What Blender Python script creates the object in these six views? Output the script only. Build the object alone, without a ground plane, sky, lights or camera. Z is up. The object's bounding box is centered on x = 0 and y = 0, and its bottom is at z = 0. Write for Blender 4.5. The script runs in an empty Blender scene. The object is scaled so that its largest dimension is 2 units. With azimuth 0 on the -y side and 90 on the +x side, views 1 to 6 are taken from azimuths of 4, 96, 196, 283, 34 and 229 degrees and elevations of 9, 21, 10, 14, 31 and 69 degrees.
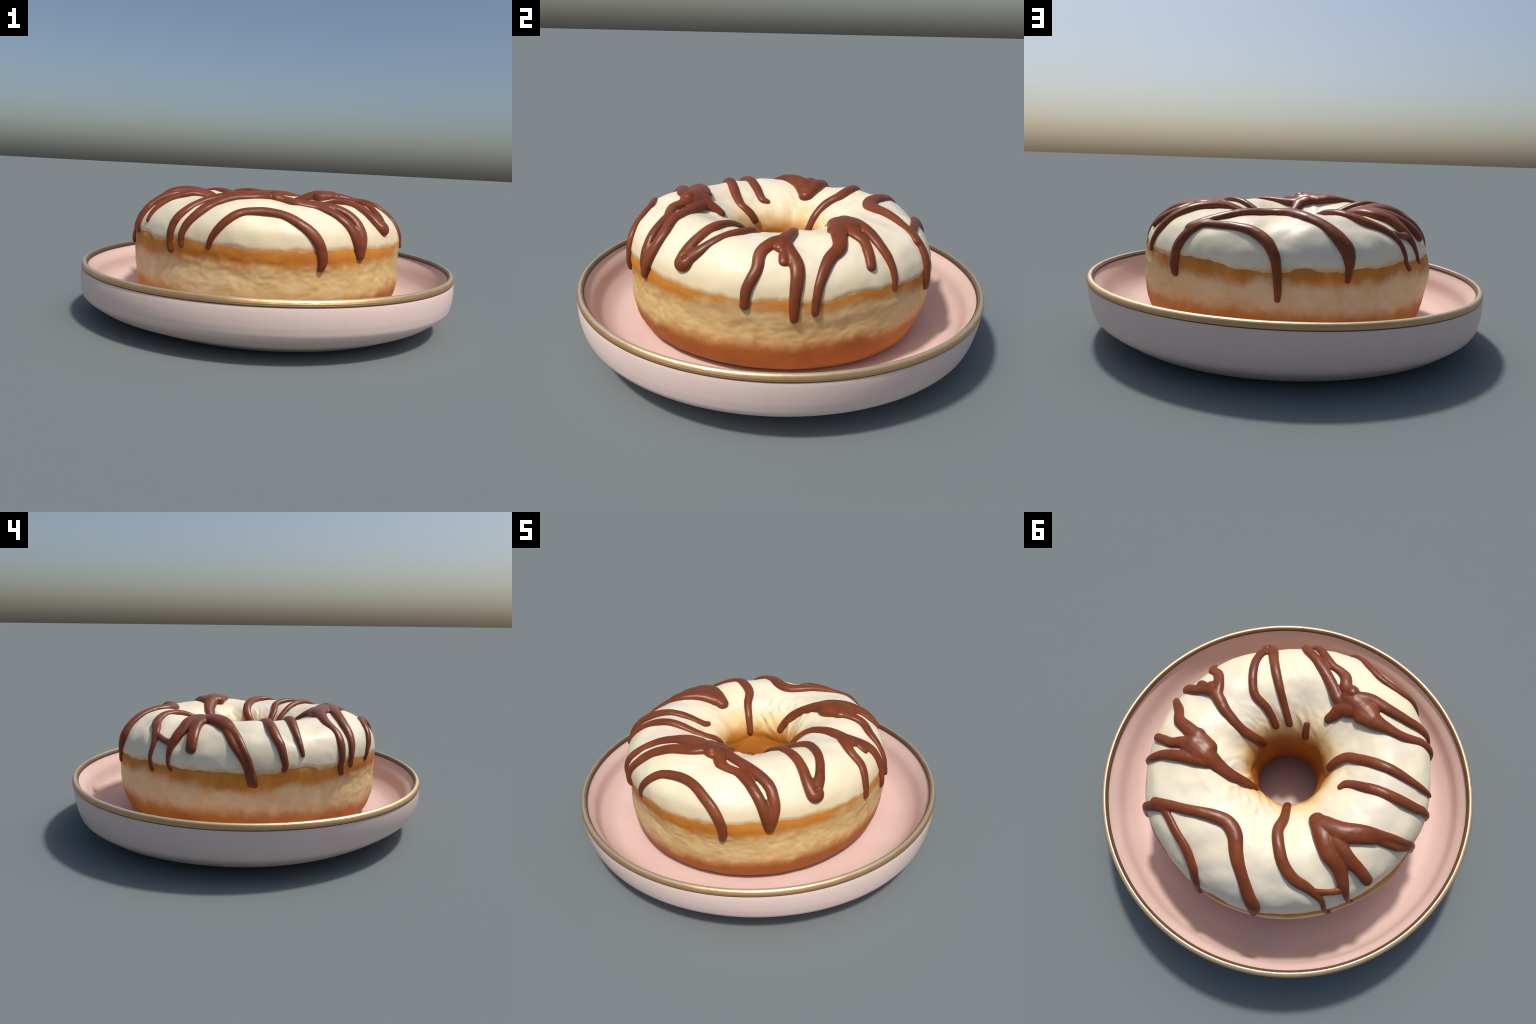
# A glazed ring doughnut with chocolate drizzle, sitting in a shallow pink bowl with a gold rim.
import bpy, math
import numpy as np
from mathutils import Vector, noise as mnoise

FLOOR = 0.100                      # height of the bowl floor the doughnut sits on
rng = np.random.default_rng(7)

# ------------------------------------------------------------------ small helpers
def smooth01(x):
    x = np.clip(x, 0.0, 1.0)
    return x * x * (3 - 2 * x)

def gauss(x, width):
    return np.exp(-(x / width) ** 2)

def wrap(a):
    """angle difference in degrees, -180..180"""
    return (a + 180.0) % 360.0 - 180.0

def catmull(points, n, closed=False):
    p = np.array(points, float)
    m = len(p)
    if not closed:
        p = np.vstack([2 * p[0] - p[1], p, 2 * p[-1] - p[-2]])
    out = []
    for i in range(m if closed else m - 1):
        if closed:
            a, b, c, d = p[i - 1], p[i], p[(i + 1) % m], p[(i + 2) % m]
        else:
            a, b, c, d = p[i], p[i + 1], p[i + 2], p[i + 3]
        t = np.linspace(0, 1, n, endpoint=False)[:, None]
        out.append(.5 * (2 * b + (c - a) * t + (2 * a - 5 * b + 4 * c - d) * t * t + (3 * b - a - 3 * c + d) * t ** 3))
    out = np.concatenate(out)
    return out if closed else np.vstack([out, p[-2:-1]])

def periodic(table):
    """smooth periodic function of the angle in degrees through (angle, value) pairs"""
    a = np.array([t[0] for t in table], float)
    v = np.array([t[1] for t in table], float)
    aa = np.concatenate([a - 360, a, a + 360]); vv = np.tile(v, 3)
    fine = np.linspace(-180, 540, 1441)
    lin = np.interp(fine, aa, vv)
    k = np.hanning(17); k /= k.sum()
    lin = np.convolve(np.pad(lin, 8, mode='edge'), k, mode='valid')
    return lambda d: np.interp(np.mod(d, 360.0), fine, lin)

def noise_at(P, scale, octaves=2, seed=0.0):
    off = Vector((seed * 3.1, seed * 1.7, seed * 5.3))
    f = mnoise.fractal
    return np.array([f(Vector(p) * scale + off, 0.9, 2.0, octaves, noise_basis='PERLIN_ORIGINAL') for p in P])

def make_mesh(name, verts, faces, material, smooth=True):
    me = bpy.data.meshes.new(name)
    me.from_pydata([tuple(v) for v in verts], [], faces)
    me.validate()
    if smooth:
        me.polygons.foreach_set('use_smooth', [True] * len(me.polygons))
    if material:
        me.materials.append(material)
    me.update()
    return me

def add_object(name, data, parent=None):
    ob = bpy.data.objects.new(name, data)
    bpy.context.scene.collection.objects.link(ob)
    if parent:
        ob.parent = parent
        ob.location = -Vector(parent.location)
    return ob

def grid_faces(nu, nv, close_u=True, close_v=False):
    """quads of a grid indexed u * nv + v"""
    f = []
    for i in range(nu if close_u else nu - 1):
        i2 = (i + 1) % nu
        for j in range(nv if close_v else nv - 1):
            j2 = (j + 1) % nv
            f.append((i * nv + j, i2 * nv + j, i2 * nv + j2, i * nv + j2))
    return f

# ------------------------------------------------------------------ the doughnut's ideal surface
# cross-section of the ring (radius, height): outside bottom -> side -> crown -> hole -> underside
PROFILE = [(.62, .100), (.668, .115), (.703, .152), (.721, .205), (.728, .27), (.727, .34), (.733, .41), (.722, .47),
           (.700, .53), (.660, .58), (.606, .617), (.545, .641), (.48, .650), (.41, .643), (.34, .621), (.28, .588),
           (.235, .548), (.206, .50), (.188, .45), (.175, .39), (.162, .335), (.156, .285), (.167, .235), (.195, .18), (.238, .135),
           (.30, .108), (.39, .099), (.48, .098)]
_loop = catmull(PROFILE, 24, closed=True)
_loop = np.vstack([_loop, _loop[:1]])
_len = np.concatenate([[0], np.cumsum(np.linalg.norm(np.diff(_loop, axis=0), axis=1))])

def section(s):
    s = np.mod(s, 1.0) * _len[-1]
    return np.interp(s, _len, _loop[:, 0]), np.interp(s, _len, _loop[:, 1])

# the crown is a little lower on one side than on the other
CROWN = periodic([(0, -.015), (40, -.014), (80, -.013), (120, -.010), (150, -.016), (175, -.012), (205, -.005), (235, -.002), (255, .003),
                  (275, -.002), (300, -.013), (335, -.014)])

def floor_sag(theta, r):
    """the bowl's floor dips towards one side"""
    return .0088 * (np.cos(theta - math.radians(6)) - 1) * np.clip(r / .75, 0, 1)

def ring(theta, s, off=0.0):
    """point at angle theta (radians), station s (0..1 around the cross-section), lifted by off"""
    theta = np.asarray(theta, float); s = np.asarray(s, float)
    r, z = section(s)
    r1, z1 = section(s + 2e-3); r0, z0 = section(s - 2e-3)
    tr, tz = r1 - r0, z1 - z0
    L = np.hypot(tr, tz)
    r = r + tz / L * off
    z = z - tr / L * off
    oval = (-.0013 * np.cos(theta) - .0013 * np.sin(theta) - .0174 * np.cos(2 * theta) - .0015 * np.sin(2 * theta) - .0038 * np.cos(3 * theta))
    tilt = CROWN(np.degrees(theta))
    d = np.degrees(theta)
    z = z + (-.026 * gauss(wrap(d - 236), 46) + .012 * gauss(wrap(d - 45), 34)) * gauss(s - .49, .06)    # uneven lip of the hole
    r = r - .018 * gauss(wrap(d - 322), 32) * np.clip((r - .45) / .2, 0, 1) * smooth01((z - .24) / .16) + .020 * gauss(wrap(d - 250), 30) * gauss(s - .29, .06) \
        + .022 * gauss(wrap(d - 179), 15) * gauss(s - .165, .045) - .012 * gauss(wrap(d - 242), 30) * gauss(s - .17, .05) \
        - .022 * gauss(wrap(d - 88), 42) * gauss(s - .05, .05)                                      # flat spots and bulges of the flank
    k = smooth01((r - .2) / .5)
    r = r + oval * .73 * k
    z = z + tilt * np.clip((z - FLOOR) / (.65 - FLOOR), 0, 1.1) + floor_sag(theta, r) * smooth01((.26 - z) / .16)
    return np.stack([r * np.cos(theta), r * np.sin(theta), z], -1)

def ring_normal(theta, s):
    a = ring(theta, s, 0.0); b = ring(theta, s, .01)
    n = b - a
    return n / np.linalg.norm(n, axis=-1, keepdims=True)

# lower edge of the glaze all round (station s), and the inner edge inside the hole
GLAZE_EDGE = periodic([(12, 0.225), (21, 0.225), (30, 0.233), (42, 0.235), (55, 0.228), (71, 0.233), (84, 0.223), (92, 0.212), (100, 0.217), (107, 0.220), (117, 0.217), (128, 0.217), (139, 0.221), (148, 0.228), (164, 0.218), (182, 0.220),
                       (202, 0.219), (220, 0.222), (229, 0.220), (241, 0.223), (250, 0.217), (261, 0.215), (270, 0.215), (283, 0.222), (301, 0.223), (315, 0.220), (322, 0.223), (330, 0.225), (343, 0.217), (356, 0.223)])
GLAZE_IN = .625

# ------------------------------------------------------------------ node helpers
class Nodes:
    def __init__(self, name):
        self.mat = bpy.data.materials.new(name)
        self.mat.use_nodes = True
        self.t = self.mat.node_tree
        self.bsdf = self.t.nodes['Principled BSDF']
        self.obj = self.t.nodes.new('ShaderNodeTexCoord').outputs['Object']
        sep = self.t.nodes.new('ShaderNodeSeparateXYZ')
        self.link(self.obj, sep.inputs[0])
        self.x, self.y, self.z = sep.outputs
    def link(self, a, b):
        self.t.links.new(a, b)
    def put(self, sock, v):
        if isinstance(v, bpy.types.NodeSocket):
            self.link(v, sock)
        else:
            sock.default_value = v
    def math(self, op, a, b=0.0, c=None):
        n = self.t.nodes.new('ShaderNodeMath'); n.operation = op
        self.put(n.inputs[0], a); self.put(n.inputs[1], b)
        if c is not None:
            self.put(n.inputs[2], c)
        return n.outputs[0]
    def step(self, x, lo, hi):
        n = self.t.nodes.new('ShaderNodeMapRange'); n.interpolation_type = 'SMOOTHSTEP'
        self.put(n.inputs['Value'], x)
        n.inputs['From Min'].default_value = lo; n.inputs['From Max'].default_value = hi
        return n.outputs[0]
    def noise(self, scale, detail=3, rough=.5, stretch=(1, 1, 1), shift=(0, 0, 0), distortion=0.0):
        m = self.t.nodes.new('ShaderNodeMapping')
        m.inputs['Scale'].default_value = stretch; m.inputs['Location'].default_value = shift
        self.link(self.obj, m.inputs['Vector'])
        n = self.t.nodes.new('ShaderNodeTexNoise')
        n.inputs['Scale'].default_value = scale; n.inputs['Detail'].default_value = detail
        n.inputs['Roughness'].default_value = rough; n.inputs['Distortion'].default_value = distortion
        self.link(m.outputs[0], n.inputs['Vector'])
        return n.outputs['Fac']
    def mix(self, fac, a, b, mode='MIX'):
        n = self.t.nodes.new('ShaderNodeMix'); n.data_type = 'RGBA'; n.blend_type = mode
        self.put(n.inputs[0], fac)
        for sock, v in ((n.inputs[6], a), (n.inputs[7], b)):
            self.put(sock, (*v, 1) if isinstance(v, tuple) else v)
        return n.outputs[2]
    def ramp(self, fac, stops):
        n = self.t.nodes.new('ShaderNodeValToRGB')
        while len(n.color_ramp.elements) < len(stops):
            n.color_ramp.elements.new(.5)
        for e, (p, c) in zip(n.color_ramp.elements, stops):
            e.position = p; e.color = (*c, 1)
        self.link(fac, n.inputs[0])
        return n.outputs[0]
    def by_angle(self, table, lo, hi):
        """value as a smooth function of the angle round the z axis"""
        a = self.math('DIVIDE', self.math('ARCTAN2', self.y, self.x), math.tau)
        a = self.math('FRACT', self.math('ADD', a, 1.0))
        n = self.t.nodes.new('ShaderNodeFloatCurve')
        c = n.mapping.curves[0]
        f = periodic(table)
        angles = np.linspace(0, 360, 25)
        vals = [float((f(min(d, 359.99)) - lo) / (hi - lo)) for d in angles]
        c.points[0].location = (0, vals[0]); c.points[1].location = (1, vals[0])
        for d, v in zip(angles[1:-1], vals[1:-1]):
            c.points.new(d / 360, v)
        n.mapping.update()
        self.link(a, n.inputs['Value'])
        return self.math('MULTIPLY_ADD', n.outputs[0], hi - lo, lo)
    def bump(self, height, strength, distance=.01, base=None):
        n = self.t.nodes.new('ShaderNodeBump')
        n.inputs['Strength'].default_value = strength; n.inputs['Distance'].default_value = distance
        self.link(height, n.inputs['Height'])
        if base is not None:
            self.link(base, n.inputs['Normal'])
        self.link(n.outputs[0], self.bsdf.inputs['Normal'])
        return n.outputs[0]
    def out(self, color, rough, **kw):
        self.put(self.bsdf.inputs['Base Color'], (*color, 1) if isinstance(color, tuple) else color)
        self.put(self.bsdf.inputs['Roughness'], rough)
        for k, v in kw.items():
            self.put(self.bsdf.inputs[k], v)
        return self.mat

# ------------------------------------------------------------------ materials
def glaze_material():
    n = Nodes('white_glaze')
    big = n.noise(4.0, 2, .5)
    cream = n.mix(n.step(big, .35, .68), (.85, .75, .53), (.81, .73, .57))
    blush = n.noise(7.0, 2, .5, shift=(3, 1, 2))
    cream = n.mix(n.math('MULTIPLY', n.step(blush, .55, .75), .35), cream, (.80, .66, .52))
    # the glaze thins towards the hole and lets the fried dough show through
    r = n.math('POWER', n.math('ADD', n.math('MULTIPLY', n.x, n.x), n.math('MULTIPLY', n.y, n.y)), .5)
    wob = n.math('MULTIPLY_ADD', n.noise(7.0, 3, .55), .09, -.045)
    depth = n.math('ADD', n.z, wob)
    hole = n.step(r, .44, .30)
    col = n.mix(n.math('MULTIPLY', hole, n.step(depth, .605, .510)), cream, (.80, .56, .25))
    col = n.mix(n.math('MULTIPLY', hole, n.step(depth, .530, .450)), col, (.49, .175, .022))
    # and melts into the crust along its lower lip
    lip = n.by_angle([(d, float(ring(np.radians(d), GLAZE_EDGE(float(d)))[2])) for d in range(0, 360, 15)], .3, .6)
    low = n.math('SUBTRACT', n.math('ADD', n.z, n.math('MULTIPLY_ADD', n.noise(14, 3, .6), .05, -.025)), lip)
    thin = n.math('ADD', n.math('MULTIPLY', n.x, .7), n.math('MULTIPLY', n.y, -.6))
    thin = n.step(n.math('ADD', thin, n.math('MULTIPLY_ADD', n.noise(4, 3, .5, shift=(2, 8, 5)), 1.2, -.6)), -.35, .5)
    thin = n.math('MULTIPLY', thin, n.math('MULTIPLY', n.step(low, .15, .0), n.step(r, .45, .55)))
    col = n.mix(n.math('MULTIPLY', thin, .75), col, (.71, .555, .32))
    rim_fade = n.math('MULTIPLY', n.step(low, .030, -.014), n.step(r, .45, .55))
    col = n.mix(n.math('MULTIPLY', rim_fade, .85), col, (.64, .34, .12))
    n.bump(n.noise(55, 3, .55), .08, .004)
    return n.out(col, .42, **{'Specular IOR Level': .38, 'Subsurface Weight': 0.0})

def dough_material():
    n = Nodes('fried_dough')
    band_low = n.by_angle([(0, .416), (12, .408), (25, .427), (42, .428), (58, .41), (72, .398), (85, .392), (97, .382), (107, .400), (118, .378),
                           (130, .369), (148, .392), (163, .388), (182, .361), (192, .346), (205, .366), (222, .372), (245, .39), (261, .365),
                           (283, .377), (300, .374), (317, .392), (332, .396), (345, .428)], .3, .5)
    base_top = n.by_angle([(0, .262), (20, .282), (35, .29), (55, .27), (78, .29), (110, .27), (140, .25), (170, .25), (200, .255), (230, .24),
                           (257, .205), (273, .225), (290, .225), (303, .242), (320, .255), (334, .267), (348, .27)], .15, .35)
    ragged = n.math('MULTIPLY_ADD', n.noise(9, 4, .6, stretch=(1, 1, .8)), .09, -.045)
    fine = n.math('MULTIPLY_ADD', n.noise(30, 3, .55, stretch=(1, 1, .8)), .016, -.008)
    z = n.math('ADD', n.z, n.math('ADD', ragged, fine))
    # pale, untoasted waist
    pale = n.ramp(n.noise(11, 3, .5, distortion=.3), [(.30, (.72, .51, .26)), (.5, (.77, .58, .325)), (.68, (.80, .63, .385))])
    caramel = n.ramp(n.noise(11, 3, .55, stretch=(1, 1, .6), shift=(1, 4, 2)), [(.3, (.52, .185, .022)), (.55, (.63, .25, .036)), (.75, (.70, .32, .07))])
    crust = n.ramp(n.noise(6, 4, .55, shift=(5, 2, 0)), [(.3, (.45, .145, .020)), (.55, (.57, .21, .032)), (.75, (.66, .28, .05))])
    # dough colours darker towards +x and -y, lighter and more orange on the opposite side
    side = n.math('ADD', n.math('MULTIPLY', n.x, .9), n.math('MULTIPLY', n.y, -.45))
    side = n.step(n.math('ADD', side, n.math('MULTIPLY_ADD', n.noise(3.5, 3, .55, shift=(7, 3, 1)), 1.0, -.5)), -.45, .55)
    crust = n.mix(n.math('MULTIPLY', side, .75), crust, (.33, .085, .013))
    caramel = n.mix(n.math('MULTIPLY', side, .7), caramel, (.50, .17, .018))
    pale = n.mix(n.math('MULTIPLY', side, .85), pale, n.ramp(n.noise(9, 3, .5, distortion=.6, stretch=(1, 1, 1.8), shift=(4, 4, 9)), [(.30, (.53, .335, .115)), (.5, (.61, .41, .16)), (.70, (.68, .49, .23))]))
    col = n.mix(n.step(n.math('SUBTRACT', z, band_low), -.030, .032), pale, caramel)
    toast = n.step(n.math('SUBTRACT', z, base_top), .045, -.03)
    col = n.mix(n.math('MULTIPLY', toast, .55), col, (.55, .24, .055))
    col = n.mix(n.step(n.math('SUBTRACT', z, base_top), .012, -.05), col, crust)
    # inside of the hole: fried brown, colour darkened with depth for the hole's shading
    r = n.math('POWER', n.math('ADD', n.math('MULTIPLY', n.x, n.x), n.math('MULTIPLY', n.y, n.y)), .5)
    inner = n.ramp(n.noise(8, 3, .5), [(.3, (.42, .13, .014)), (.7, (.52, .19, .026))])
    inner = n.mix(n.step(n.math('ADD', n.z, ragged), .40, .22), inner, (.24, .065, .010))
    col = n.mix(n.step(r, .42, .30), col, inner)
    n.bump(n.noise(60, 4, .55), .14, .004)
    return n.out(col, .62, **{'Specular IOR Level': .3})

def chocolate_material():
    n = Nodes('milk_chocolate')
    col = n.ramp(n.noise(9, 3, .5), [(.3, (.150, .034, .010)), (.55, (.19, .044, .0125)), (.75, (.23, .058, .017))])
    n.bump(n.noise(20, 2, .5), .10, .006)
    return n.out(col, n.math('MULTIPLY_ADD', n.noise(14, 2, .5), .12, .30), **{'Specular IOR Level': .32})

def outside_material():
    n = Nodes('bowl_outside_enamel')
    ang = n.math('ARCTAN2', n.y, n.x)
    comb = n.t.nodes.new('ShaderNodeCombineXYZ')
    n.link(n.math('MULTIPLY', n.math('COSINE', ang), 30.0), comb.inputs[0])
    n.link(n.math('MULTIPLY', n.math('SINE', ang), 30.0), comb.inputs[1])
    n.link(n.math('MULTIPLY', n.z, 4.0), comb.inputs[2])
    streak = n.t.nodes.new('ShaderNodeTexNoise')
    streak.inputs['Scale'].default_value = 1.6; streak.inputs['Detail'].default_value = 4
    n.link(comb.outputs[0], streak.inputs['Vector'])
    soft = n.noise(2.2, 2, .5)
    a = n.mix(n.step(streak.outputs['Fac'], .35, .65), (.79, .605, .535), (.81, .625, .555))  # base pink warmed against blue skylight on the shaded wall
    col = n.mix(n.math('MULTIPLY', n.step(soft, .4, .65), .5), a, (.79, .61, .545))
    n.bump(streak.outputs['Fac'], .02, .004)
    return n.out(col, .38, **{'Specular IOR Level': .35})

def inside_material():
    n = Nodes('bowl_inside_enamel')
    soft = n.noise(3.0, 2, .5)
    col = n.mix(n.step(soft, .35, .65), (.715, .520, .465), (.745, .550, .490))
    n.bump(n.noise(90, 4, .6), .10, .003)
    return n.out(col, .5, **{'Specular IOR Level': .25})

def gold_material():
    n = Nodes('gilded_rim')
    # highlight line painted pale along the crest, darker bronze down both flanks
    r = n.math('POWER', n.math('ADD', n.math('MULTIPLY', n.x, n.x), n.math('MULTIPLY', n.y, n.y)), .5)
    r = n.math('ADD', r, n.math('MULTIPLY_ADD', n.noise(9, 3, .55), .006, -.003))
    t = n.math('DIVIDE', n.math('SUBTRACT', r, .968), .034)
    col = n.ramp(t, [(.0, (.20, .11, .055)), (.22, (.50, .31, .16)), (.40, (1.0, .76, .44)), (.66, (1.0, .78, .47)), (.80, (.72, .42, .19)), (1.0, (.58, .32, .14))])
    n.bump(n.noise(26, 3, .5, stretch=(1, 1, 2.2)), .22, .006)
    return n.out(col, n.math('MULTIPLY_ADD', n.noise(12, 2, .5), .12, .27), Metallic=.8)

def dark_line_material():
    n = Nodes('dark_rim_line')
    return n.out((.085, .045, .028), .5)

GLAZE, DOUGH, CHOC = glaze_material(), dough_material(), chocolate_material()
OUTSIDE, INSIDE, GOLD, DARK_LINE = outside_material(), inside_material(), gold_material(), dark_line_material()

# ------------------------------------------------------------------ the bowl
def bowl_lift(theta, z):
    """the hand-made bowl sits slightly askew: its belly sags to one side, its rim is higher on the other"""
    belly = .0125 * np.cos(theta) - .0162 * np.sin(theta) + .0012 * np.cos(2 * theta) + .002 * np.sin(2 * theta) + .009 * gauss(wrap(np.degrees(theta) - 155), 75)
    rim = .009 * np.cos(theta) + .007 * np.sin(theta)
    k = smooth01((z - .10) / .16)
    return belly * np.clip(.25 + z / .05, 0, 1) * smooth01(z / .02) * (1 - k) + rim * k

def bowl_shift(theta, r, z):
    """the foot is a little off centre"""
    s = .0095 * np.cos(theta) - .0278 * np.sin(theta) + .0088 * np.cos(2 * theta) + .003 * np.sin(2 * theta)
    d = np.degrees(theta)
    s = s + .024 * gauss(wrap(d - 143), 42) + .008 * gauss(wrap(d + 22), 28) + .016 * gauss(wrap(d - 100), 25) + .018 * gauss(wrap(d - 200), 24) + .013 * gauss(wrap(d - 72), 22) + .008 * gauss(wrap(d - 150), 25) - .006 * gauss(wrap(d - 245), 25)
    s = s - .018 * gauss(wrap(d - 205), 60) * smooth01((.07 - z) / .06)
    return s * np.clip(1.15 - z / .25, 0, 1) * smooth01((r - .35) / .4)

def revolve(name, profile, material, parent, n=360, per=6, wobble=0.0, outer=True):
    p = catmull(profile, per)
    th = np.linspace(0, math.tau, n, endpoint=False)
    T, R = np.meshgrid(th, p[:, 0], indexing='ij')
    Z = np.broadcast_to(p[:, 1], R.shape)
    w = wobble * (np.sin(3 * T + 1) + .6 * np.sin(7 * T + 2) + .5 * np.sin(17 * T) * .6)
    dR = bowl_shift(T, R, Z) if outer else 0.0
    if outer:
        Z = Z + bowl_lift(T, Z) + w * .6
    else:
        k = smooth01((Z - FLOOR - .02) / .16)
        dR = (-.013 * np.cos(T - .1) + .007) * smooth01((R - .5) / .3) * (1 - smooth01((Z - .15) / .13))
        dR = dR - .020 * (1 - gauss(wrap(np.degrees(T) + 12), 36)) * smooth01((R - .80) / .1) * (1 - smooth01((Z - .21) / .07))
        Z = Z + (.009 * np.cos(T) + .007 * np.sin(T)) * k + floor_sag(T, R) * (1 - k) + w * .6
    R = R + dR + w * .5
    V = np.stack([R * np.cos(T), R * np.sin(T), Z], -1).reshape(-1, 3)
    return add_object(name, make_mesh(name, V, grid_faces(n, len(p)), material), parent)

bowl = add_object('serving_bowl', None)
bowl['label'] = 'shallow round pink bowl with pale outside and gilded rim'
bowl['category'] = 'serving bowl'
# outside wall: from the centre of the foot up to under the gold band
revolve('bowl_outside', [(.002, .0), (.30, .0), (.60, .0), (.70, .0015), (.755, .008), (.805, .021), (.866, .043), (.917, .075), (.966, .113),
                         (.983, .155), (.992, .20), (.996, .235), (.9965, .262), (.992, .285)], OUTSIDE, bowl)
# inside: floor, curved wall, up to under the gold band
revolve('bowl_inside', [(.992, .286), (.9785, .29), (.9715, .284), (.966, .268), (.952, .240), (.935, .202), (.912, .166), (.876, .136), (.828, .116), (.77, .105),
                        (.70, FLOOR + .001), (.55, FLOOR - .001), (.30, FLOOR - .002), (.002, FLOOR - .002)], INSIDE, bowl, outer=False)
# gold band rolled over the lip, with a fine dark line along either edge
band = [(.9958, .2735), (.9985, .2742), (.9998, .2775), (.9994, .280), (1.0, .2825), (.9990, .286), (.9952, .2935), (.989, .2993),
        (.981, .3010), (.976, .2985), (.9730, .294), (.9712, .290), (.9702, .287), (.9705, .284)]
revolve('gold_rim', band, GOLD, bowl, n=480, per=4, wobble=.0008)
revolve('rim_outline', [(.9962, .2698), (.9974, .2703), (.9976, .273), (.9962, .2755)], DARK_LINE, bowl, n=480, per=3, wobble=.0008)
revolve('rim_outline', [(.9712, .2895), (.9680, .2878), (.9660, .284), (.9660, .279), (.9675, .277)], DARK_LINE, bowl, n=480, per=3, wobble=.0008)

# ------------------------------------------------------------------ the doughnut
doughnut = add_object('glazed_doughnut', None)
doughnut.location = (0, 0, FLOOR)
doughnut['label'] = 'ring doughnut with white glaze and chocolate drizzle'
doughnut['category'] = 'doughnut'

def lumps(theta, s, P):
    """soft unevenness shared by dough, glaze and drizzle so that they stay in contact"""
    d = np.degrees(theta)
    return (.0035 * np.sin(5 * theta + 9 * s) + .003 * np.sin(8 * theta - 14 * s + 1.3) + .002 * np.sin(13 * theta + 20 * s)) * smooth01((s - .12) / .12) * smooth01((.66 - s) / .1)

# dough: the whole ring, sunk slightly where the glaze covers it
NT, NS = 720, 270
th = np.linspace(0, math.tau, NT, endpoint=False)
ss = np.linspace(0, 1, NS, endpoint=False)
TH, SS = np.meshgrid(th, ss, indexing='ij')
D = np.degrees(TH)
edge = GLAZE_EDGE(D)
covered = smooth01((SS - edge + .004) / .022) * smooth01((GLAZE_IN - SS) / .03)
P = ring(TH, SS)
flat = P.reshape(-1, 3)
waist = gauss(SS - .150, .045)                                 # the pale, torn band
torn = np.clip(.35 + .65 * gauss(wrap(D - 285), 60) + .35 * gauss(wrap(D - 20), 40), 0, 1)
n1 = noise_at(flat * np.array([1, 1, 1.6]), 9, 3, 1).reshape(SS.shape)
n2 = noise_at(flat * np.array([1, 1, 1.3]), 26, 2, 4).reshape(SS.shape)
rip = 1 - np.abs(noise_at(flat * np.array([1, 1, 2.2]), 14, 2, 9).reshape(SS.shape)) * 2.2
off = lumps(TH, SS, P) - .0035 * covered - .008 * smooth01((SS - edge - .04) / .05) * smooth01((GLAZE_IN - .01 - SS) / .03)
off += waist * torn * (.0046 * n1 + .0015 * n2 + .0020 * np.clip(rip, -1, 1)) + .0020 * n1 * (1 - waist)
under = smooth01((.06 - np.minimum(SS, 1 - SS)) / .05)
off *= 1 - .8 * smooth01((.05 - SS) / .05)
off -= .006 * gauss(SS - (edge - .030), .012) * .5               # slight crease below the glaze
V = ring(TH, SS, off).reshape(-1, 3)
V[:, 2] = np.maximum(V[:, 2], FLOOR - .0015 + floor_sag(np.arctan2(V[:, 1], V[:, 0]), np.hypot(V[:, 0], V[:, 1])))
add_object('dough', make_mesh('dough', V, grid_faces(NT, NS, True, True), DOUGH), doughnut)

# glaze: a shell over the upper half with a wavy lower lip
def glaze_thickness(u):
    return .0045 - .0065 * smooth01((.036 - u) / .036) - .0075 * smooth01((u - .94) / .06)

NT, NU = 720, 150
th = np.linspace(0, math.tau, NT, endpoint=False)
uu = np.linspace(0, 1, NU) ** 1.0
TH, U = np.meshgrid(th, uu, indexing='ij')
D = np.degrees(TH)
lip = np.array([mnoise.fractal(Vector((math.cos(t) * 9, math.sin(t) * 9, 2.0)), .8, 2.0, 4, noise_basis='PERLIN_ORIGINAL') for t in th])
E0 = GLAZE_EDGE(D) - .005 + (.0050 * lip)[:, None] + .0035 * np.sin(11 * TH + 2 * np.sin(3 * TH))
SG = E0 + (GLAZE_IN + .006 * np.sin(5 * TH) - E0) * U
P = ring(TH, SG)
flat = P.reshape(-1, 3)
dent = noise_at(flat, 5.5, 2, 21).reshape(SG.shape)
soft = noise_at(flat, 13, 2, 33).reshape(SG.shape)
GOFF = glaze_thickness(U) + lumps(TH, SG, P) + .012 * dent * smooth01((SG - .235) / .07) * smooth01((.64 - SG) / .08) + .0018 * soft
# puckered wrinkles running into the hole
pucker = gauss(SG - .525, .05) * (gauss(wrap(D - 98), 24) + .7 * gauss(wrap(D - 70), 14) + .35 * gauss(wrap(D - 300), 30) + .25)
GOFF += .0105 * pucker * np.maximum(np.sin(D * .36 + 70 * SG + 6 * dent) * (.5 + 1.2 * soft), -.45)
V = ring(TH, SG, GOFF).reshape(-1, 3)
add_object('white_glaze', make_mesh('white_glaze', V, grid_faces(NT, NU), GLAZE), doughnut)

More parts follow.
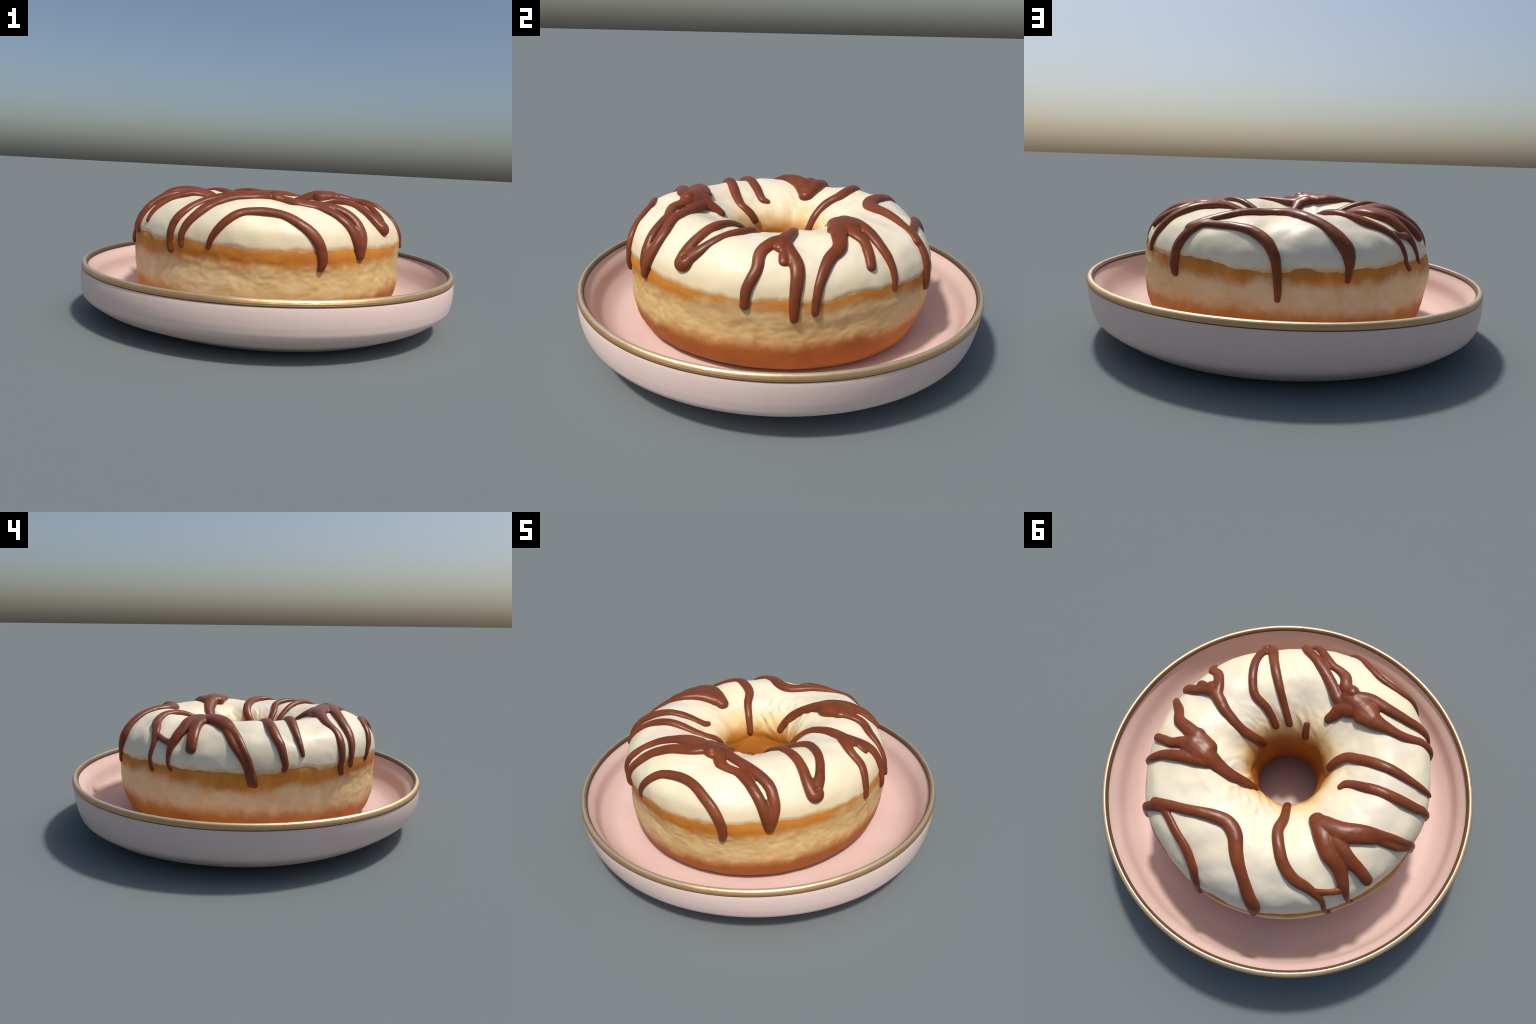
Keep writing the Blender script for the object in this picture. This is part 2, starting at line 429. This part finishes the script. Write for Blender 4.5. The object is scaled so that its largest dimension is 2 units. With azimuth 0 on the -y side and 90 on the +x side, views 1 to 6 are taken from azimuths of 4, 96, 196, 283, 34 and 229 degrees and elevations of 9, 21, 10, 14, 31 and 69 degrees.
# ------------------------------------------------------------------ chocolate drizzle
# Every strand is a list of (angle in degrees, station on the cross-section, half-width in metres).
CLUSTERS = [
    # a hairpin hanging down the front with a fat round end
    dict(strands=[[(336, 0.555, 0.0164), (340, 0.503, 0.0179), (345.5, 0.455, 0.0192), (342.4, 0.407, 0.0196), (338, 0.362, 0.0197), (334.5, 0.330, 0.0208), (332, 0.307, 0.0245), (328.5, 0.283, 0.0314), (328, 0.275, 0.0397)],
                  [(318, 0.552, 0.0164), (322.5, 0.508, 0.0159), (325.5, 0.465, 0.0184), (326.9, 0.411, 0.0213), (327, 0.358, 0.0221), (326.5, 0.318, 0.0247), (327, 0.290, 0.0314), (328, 0.275, 0.0397)]],
         blobs=[(328, 0.278, .047, .042, .020)], pits=[(328.5, 0.285, .011, .013)]),
    # a fork of three short drips
    dict(strands=[[(3, 0.590, 0.0215), (14, 0.520, 0.0226), (12, 0.455, 0.0248), (7, 0.398, 0.0271), (4.5, 0.352, 0.0264)],
                  [(7, 0.398, 0.0259), (5, 0.384, 0.0259), (1, 0.367, 0.0254), (-3, 0.333, 0.0239), (-3.5, 0.290, 0.0221), (-6, 0.247, 0.0199), (-6.5, 0.210, 0.0166)],
                  [(5.5, 0.385, 0.0260), (6.4, 0.373, 0.0252), (8, 0.348, 0.0243), (10, 0.320, 0.0253), (10.5, 0.302, 0.0269), (10.5, 0.278, 0.0250), (9.5, 0.228, 0.0198), (9.5, 0.185, 0.0156)],
                  [(6.5, 0.352, 0.0169), (6, 0.328, 0.0196), (6, 0.312, 0.0197)]],
         blobs=[], pits=[]),
    # a webbed hand, its wrist running into the hole
    dict(strands=[[(82, 0.580, 0.0196), (76.1, 0.551, 0.0246), (67.9, 0.515, 0.0286), (57.5, 0.478, 0.0328), (49.5, 0.448, 0.0426), (43, 0.417, 0.0592)],
                  [(44, 0.445, 0.0466), (37.5, 0.415, 0.0403), (32.9, 0.382, 0.0313), (29, 0.345, 0.0268), (23.5, 0.320, 0.0241), (19.5, 0.285, 0.0200), (17, 0.247, 0.0165), (16, 0.200, 0.0135)],
                  [(44, 0.408, 0.0405), (41.4, 0.381, 0.0284), (41.5, 0.350, 0.0231), (39.5, 0.318, 0.0209), (37.5, 0.285, 0.0184)],
                  [(53, 0.448, 0.0339), (51.6, 0.420, 0.0321), (49.6, 0.384, 0.0280), (47.5, 0.338, 0.0238), (47, 0.295, 0.0190), (46.5, 0.263, 0.0143), (46, 0.225, 0.0112)],
                  [(36, 0.410, 0.0408), (42.5, 0.432, 0.0436), (49.5, 0.427, 0.0402)]],
         blobs=[(43.5, 0.420, .062, .055, .019)], pits=[]),
    # two nested arches meeting at one corner
    dict(strands=[[(71.5, 0.315, 0.0208), (68, 0.283, 0.0221), (66, 0.245, 0.0221), (65.5, 0.212, 0.0201), (66, 0.188, 0.0165)],
                  [(70, 0.312, 0.0174), (76.5, 0.320, 0.0177), (85.5, 0.318, 0.0192), (92.5, 0.310, 0.0211), (98.5, 0.283, 0.0216), (101.5, 0.250, 0.0196), (102.5, 0.217, 0.0163), (103, 0.177, 0.0134), (103, 0.150, 0.0104)],
                  [(68, 0.297, 0.0281), (73, 0.340, 0.0226), (81, 0.383, 0.0229), (89, 0.413, 0.0272), (98, 0.427, 0.0311), (106.5, 0.413, 0.0323), (112.4, 0.376, 0.0292), (117.4, 0.343, 0.0244), (121, 0.315, 0.0250), (123.5, 0.288, 0.0293), (125.5, 0.263, 0.0304), (126, 0.245, 0.0252), (126, 0.220, 0.0165), (125.5, 0.193, 0.0090)]],
         blobs=[], pits=[]),
    # a long curl from the hole joined to a broad three-fingered splash
    dict(strands=[[(137.5, 0.598, 0.0160), (135, 0.510, 0.0201), (131, 0.463, 0.0237), (133, 0.417, 0.0249), (136, 0.378, 0.0247), (140.5, 0.345, 0.0244), (145.9, 0.320, 0.0215), (149.5, 0.295, 0.0162), (151.5, 0.270, 0.0121), (152, 0.238, 0.0098), (152.5, 0.220, 0.0089), (154, 0.205, 0.0088)],
                  [(149, 0.305, 0.0127), (155, 0.292, 0.0135), (159.5, 0.285, 0.0148)],
                  [(162, 0.480, 0.0360), (160.5, 0.435, 0.0414), (159.5, 0.390, 0.0374), (161.5, 0.350, 0.0323), (161.4, 0.310, 0.0261), (161.2, 0.271, 0.0158), (161.5, 0.240, 0.0086), (162, 0.225, 0.0064), (163.5, 0.212, 0.0060)],
                  [(166, 0.413, 0.0324), (167.5, 0.352, 0.0288), (169.5, 0.315, 0.0265), (171, 0.273, 0.0243)],
                  [(163.5, 0.460, 0.0447), (171.5, 0.417, 0.0452), (179, 0.385, 0.0424), (183.8, 0.359, 0.0350), (186.6, 0.343, 0.0245), (189.5, 0.320, 0.0177), (192.5, 0.278, 0.0154), (194.5, 0.250, 0.0142), (196, 0.215, 0.0136), (197, 0.185, 0.0124)],
                  [(184, 0.345, 0.0189), (188.5, 0.290, 0.0157), (192, 0.255, 0.0140), (194, 0.228, 0.0132), (195.5, 0.188, 0.0124)]],
         blobs=[(162, 0.455, .040, .040, .017)], pits=[]),
    # a single drip
    dict(strands=[[(200.5, 0.512, 0.0140), (205, 0.497, 0.0194), (205.9, 0.438, 0.0233), (206, 0.365, 0.0232), (206.5, 0.310, 0.0215), (207.5, 0.283, 0.0196), (208, 0.258, 0.0168), (208.5, 0.235, 0.0139), (208, 0.220, 0.0108)]],
         blobs=[], pits=[]),
    # its shorter neighbour
    dict(strands=[[(227, 0.570, 0.0194), (233, 0.515, 0.0227), (228.5, 0.473, 0.0244), (222.2, 0.415, 0.0237), (218.2, 0.362, 0.0195), (216.5, 0.318, 0.0149), (216, 0.285, 0.0121), (216, 0.265, 0.0103), (216, 0.255, 0.0092)]],
         blobs=[], pits=[]),
    # the big pooled splash with two arms each way
    dict(strands=[[(270.5, 0.440, 0.0357), (280, 0.448, 0.0285), (293.1, 0.410, 0.0259), (303.4, 0.361, 0.0253), (309, 0.320, 0.0246), (310.5, 0.280, 0.0238), (310.5, 0.253, 0.0221), (308.5, 0.208, 0.0192)],
                  [(276, 0.415, 0.0359), (281, 0.410, 0.0300), (285, 0.385, 0.0258), (289.1, 0.373, 0.0217), (295, 0.362, 0.0208), (300, 0.335, 0.0222), (303.5, 0.302, 0.0235), (306, 0.268, 0.0239), (307.5, 0.230, 0.0219), (308, 0.208, 0.0173)],
                  [(268.5, 0.448, 0.0421), (273.5, 0.465, 0.0349), (275, 0.487, 0.0272), (277, 0.503, 0.0211)],
                  [(274, 0.435, 0.0422), (269, 0.415, 0.0388), (264.5, 0.395, 0.0330), (255.5, 0.372, 0.0275), (248.5, 0.340, 0.0250), (245.6, 0.315, 0.0230), (243.6, 0.291, 0.0200), (241.5, 0.263, 0.0176), (240, 0.235, 0.0149), (240, 0.208, 0.0109)],
                  [(259.5, 0.425, 0.0645), (252.4, 0.417, 0.0433), (246.6, 0.398, 0.0284), (241, 0.367, 0.0218), (238.5, 0.335, 0.0202), (237.1, 0.304, 0.0202), (235.5, 0.275, 0.0198), (234.5, 0.242, 0.0180), (234, 0.215, 0.0154), (234.5, 0.193, 0.0126)],
                  [(273.5, 0.435, 0.0390), (268, 0.427, 0.0519), (261.5, 0.427, 0.0516)]],
         blobs=[(275, 0.417, .042, .038, .036), (265, 0.430, .050, .045, .024), (250.5, 0.417, .034, .026, .022)], pits=[]),
    # a free arch on the outer flank
    dict(strands=[[(251.5, 0.212, 0.0105), (253.2, 0.242, 0.0135), (257.4, 0.279, 0.0174), (262.5, 0.307, 0.0196), (271, 0.318, 0.0200), (278.5, 0.307, 0.0206), (284, 0.283, 0.0218), (288, 0.258, 0.0227), (290.5, 0.230, 0.0221), (291.5, 0.200, 0.0191), (291, 0.180, 0.0146)]],
         blobs=[], pits=[]),
    # a short stub at the hole
    dict(strands=[[(295.5, 0.545, 0.0138), (294, 0.565, 0.0158), (292, 0.585, 0.0166)]],
         blobs=[], pits=[]),
]

def surface_offset(theta, s):
    """height of the sheet under the drizzle: glaze on top, bare dough below"""
    on = smooth01((s - GLAZE_EDGE(np.degrees(theta)) + .006) / .02)
    return .005 * on + lumps(theta, s, None)

def tube(strand, verts, faces, sides=16, hfac=.58):
    c = np.array(strand, float)
    c[:, 0] = np.unwrap(np.radians(c[:, 0]))
    path = catmull(c, 10)
    # resample evenly in space and extend by the end radii to get round ends
    base = ring(path[:, 0], path[:, 1])
    L = np.concatenate([[0], np.cumsum(np.linalg.norm(np.diff(base, axis=0), axis=1))])
    w0, w1 = c[0, 2], c[-1, 2]
    body = np.linspace(0, L[-1], max(8, int(L[-1] / .007)))
    q = np.stack([np.interp(body, L, path[:, k]) for k in range(3)], 1)
    d0, d1 = (q[0] - q[1]), (q[-1] - q[-2])
    step = np.linalg.norm(np.diff(ring(q[:, 0], q[:, 1]), axis=0), axis=1)
    caps = np.array([.35, .62, .82, .94, 1.0])
    head = [np.array([*(q[0, :2] + d0[:2] / step[0] * w0 * k), w0 * math.sqrt(max(1 - k * k, .004))]) for k in caps[::-1]]
    tail = [np.array([*(q[-1, :2] + d1[:2] / step[-1] * w1 * k), w1 * math.sqrt(max(1 - k * k, .004))]) for k in caps]
    wmid = q[:, 2].copy()
    hh = np.concatenate([[w0 * math.sqrt(max(1 - k * k, .004)) for k in caps[::-1]], wmid, [w1 * math.sqrt(max(1 - k * k, .004)) for k in caps]])
    q = np.vstack([head, q, tail])
    w = q[:, 2] * 1.08 + .0025
    h = np.clip(hh * hfac + .0045, .003, .031)
    off = surface_offset(q[:, 0], q[:, 1])
    C = ring(q[:, 0], q[:, 1], off + .26 * h)
    N = ring_normal(q[:, 0], q[:, 1])
    T = np.gradient(C, axis=0); T /= np.linalg.norm(T, axis=1, keepdims=True)
    B = np.cross(T, N); B /= np.linalg.norm(B, axis=1, keepdims=True)
    a = np.linspace(0, math.tau, sides, endpoint=False)
    rings_ = C[:, None] + B[:, None] * (np.cos(a)[None, :, None] * w[:, None, None]) + N[:, None] * (np.sin(a)[None, :, None] * h[:, None, None])
    o = len(verts)
    verts.extend(rings_.reshape(-1, 3).tolist())
    n = len(q)
    for i in range(n - 1):
        for j in range(sides):
            k = (j + 1) % sides
            faces.append((o + i * sides + j, o + i * sides + k, o + (i + 1) * sides + k, o + (i + 1) * sides + j))
    faces.append(tuple(o + j for j in range(sides))[::-1])
    faces.append(tuple(o + (n - 1) * sides + j for j in range(sides)))

def blob(spec, verts, faces, nu=20, nv=12):
    d, s, wa, ws, h = spec
    t = np.array([math.radians(d)]); s = np.array([s])
    C = ring(t, s, surface_offset(t, s) + .15 * h)[0]
    N = ring_normal(t, s)[0]
    A = np.array([-math.sin(t[0]), math.cos(t[0]), 0]); A -= N * A.dot(N); A /= np.linalg.norm(A)
    Bv = np.cross(N, A)
    o = len(verts)
    for i in range(nv + 1):
        p = math.pi * (i + .02) / (nv + .04)
        for j in range(nu):
            q = math.tau * j / nu
            verts.append((C + A * wa * math.sin(p) * math.cos(q) + Bv * ws * math.sin(p) * math.sin(q) + N * h * math.cos(p)).tolist())
    for i in range(nv):
        for j in range(nu):
            k = (j + 1) % nu
            faces.append((o + i * nu + j, o + (i + 1) * nu + j, o + (i + 1) * nu + k, o + i * nu + k))
    faces.append(tuple(o + j for j in range(nu)))
    faces.append(tuple(o + nv * nu + j for j in range(nu))[::-1])

def fuse(verts, faces, name, material, voxel=.0042, smooth=8):
    """melt overlapping tubes into one skin"""
    me = make_mesh(name + '_raw', verts, faces, None)
    ob = bpy.data.objects.new(name + '_raw', me)
    bpy.context.scene.collection.objects.link(ob)
    r = ob.modifiers.new('melt', 'REMESH'); r.mode = 'VOXEL'; r.voxel_size = voxel
    m = ob.modifiers.new('soften', 'SMOOTH'); m.factor = .5; m.iterations = smooth
    dg = bpy.context.evaluated_depsgraph_get()
    out = bpy.data.meshes.new_from_object(ob.evaluated_get(dg))
    bpy.data.objects.remove(ob); bpy.data.meshes.remove(me)
    out.name = name
    out.materials.clear(); out.materials.append(material)
    out.polygons.foreach_set('use_smooth', [True] * len(out.polygons))
    return out

for c in CLUSTERS:
    verts, faces = [], []
    for s in c['strands']:
        tube(s, verts, faces)
    for b in c['blobs']:
        blob(b, verts, faces)
    me = fuse(verts, faces, 'chocolate_drizzle', CHOC)
    n = len(me.vertices)
    co = np.empty(n * 3); me.vertices.foreach_get('co', co); co = co.reshape(-1, 3)
    nr = np.empty(n * 3); me.vertices.foreach_get('normal', nr); nr = nr.reshape(-1, 3)
    co += nr * (.0009 * noise_at(co, 22, 2, 5))[:, None]
    for d, s, rad, depth in c['pits']:
        t = np.array([math.radians(d)]); q = ring(t, np.array([s]), .02)[0]; N = ring_normal(t, np.array([s]))[0]
        dist = np.linalg.norm((co - q) - np.outer((co - q) @ N, N), axis=1)
        co -= N * (depth * np.exp(-(dist / rad) ** 2) * ((co - q) @ N > -.03))[:, None]
    me.vertices.foreach_set('co', co.ravel()); me.update()
    add_object('chocolate_drizzle', me, doughnut)
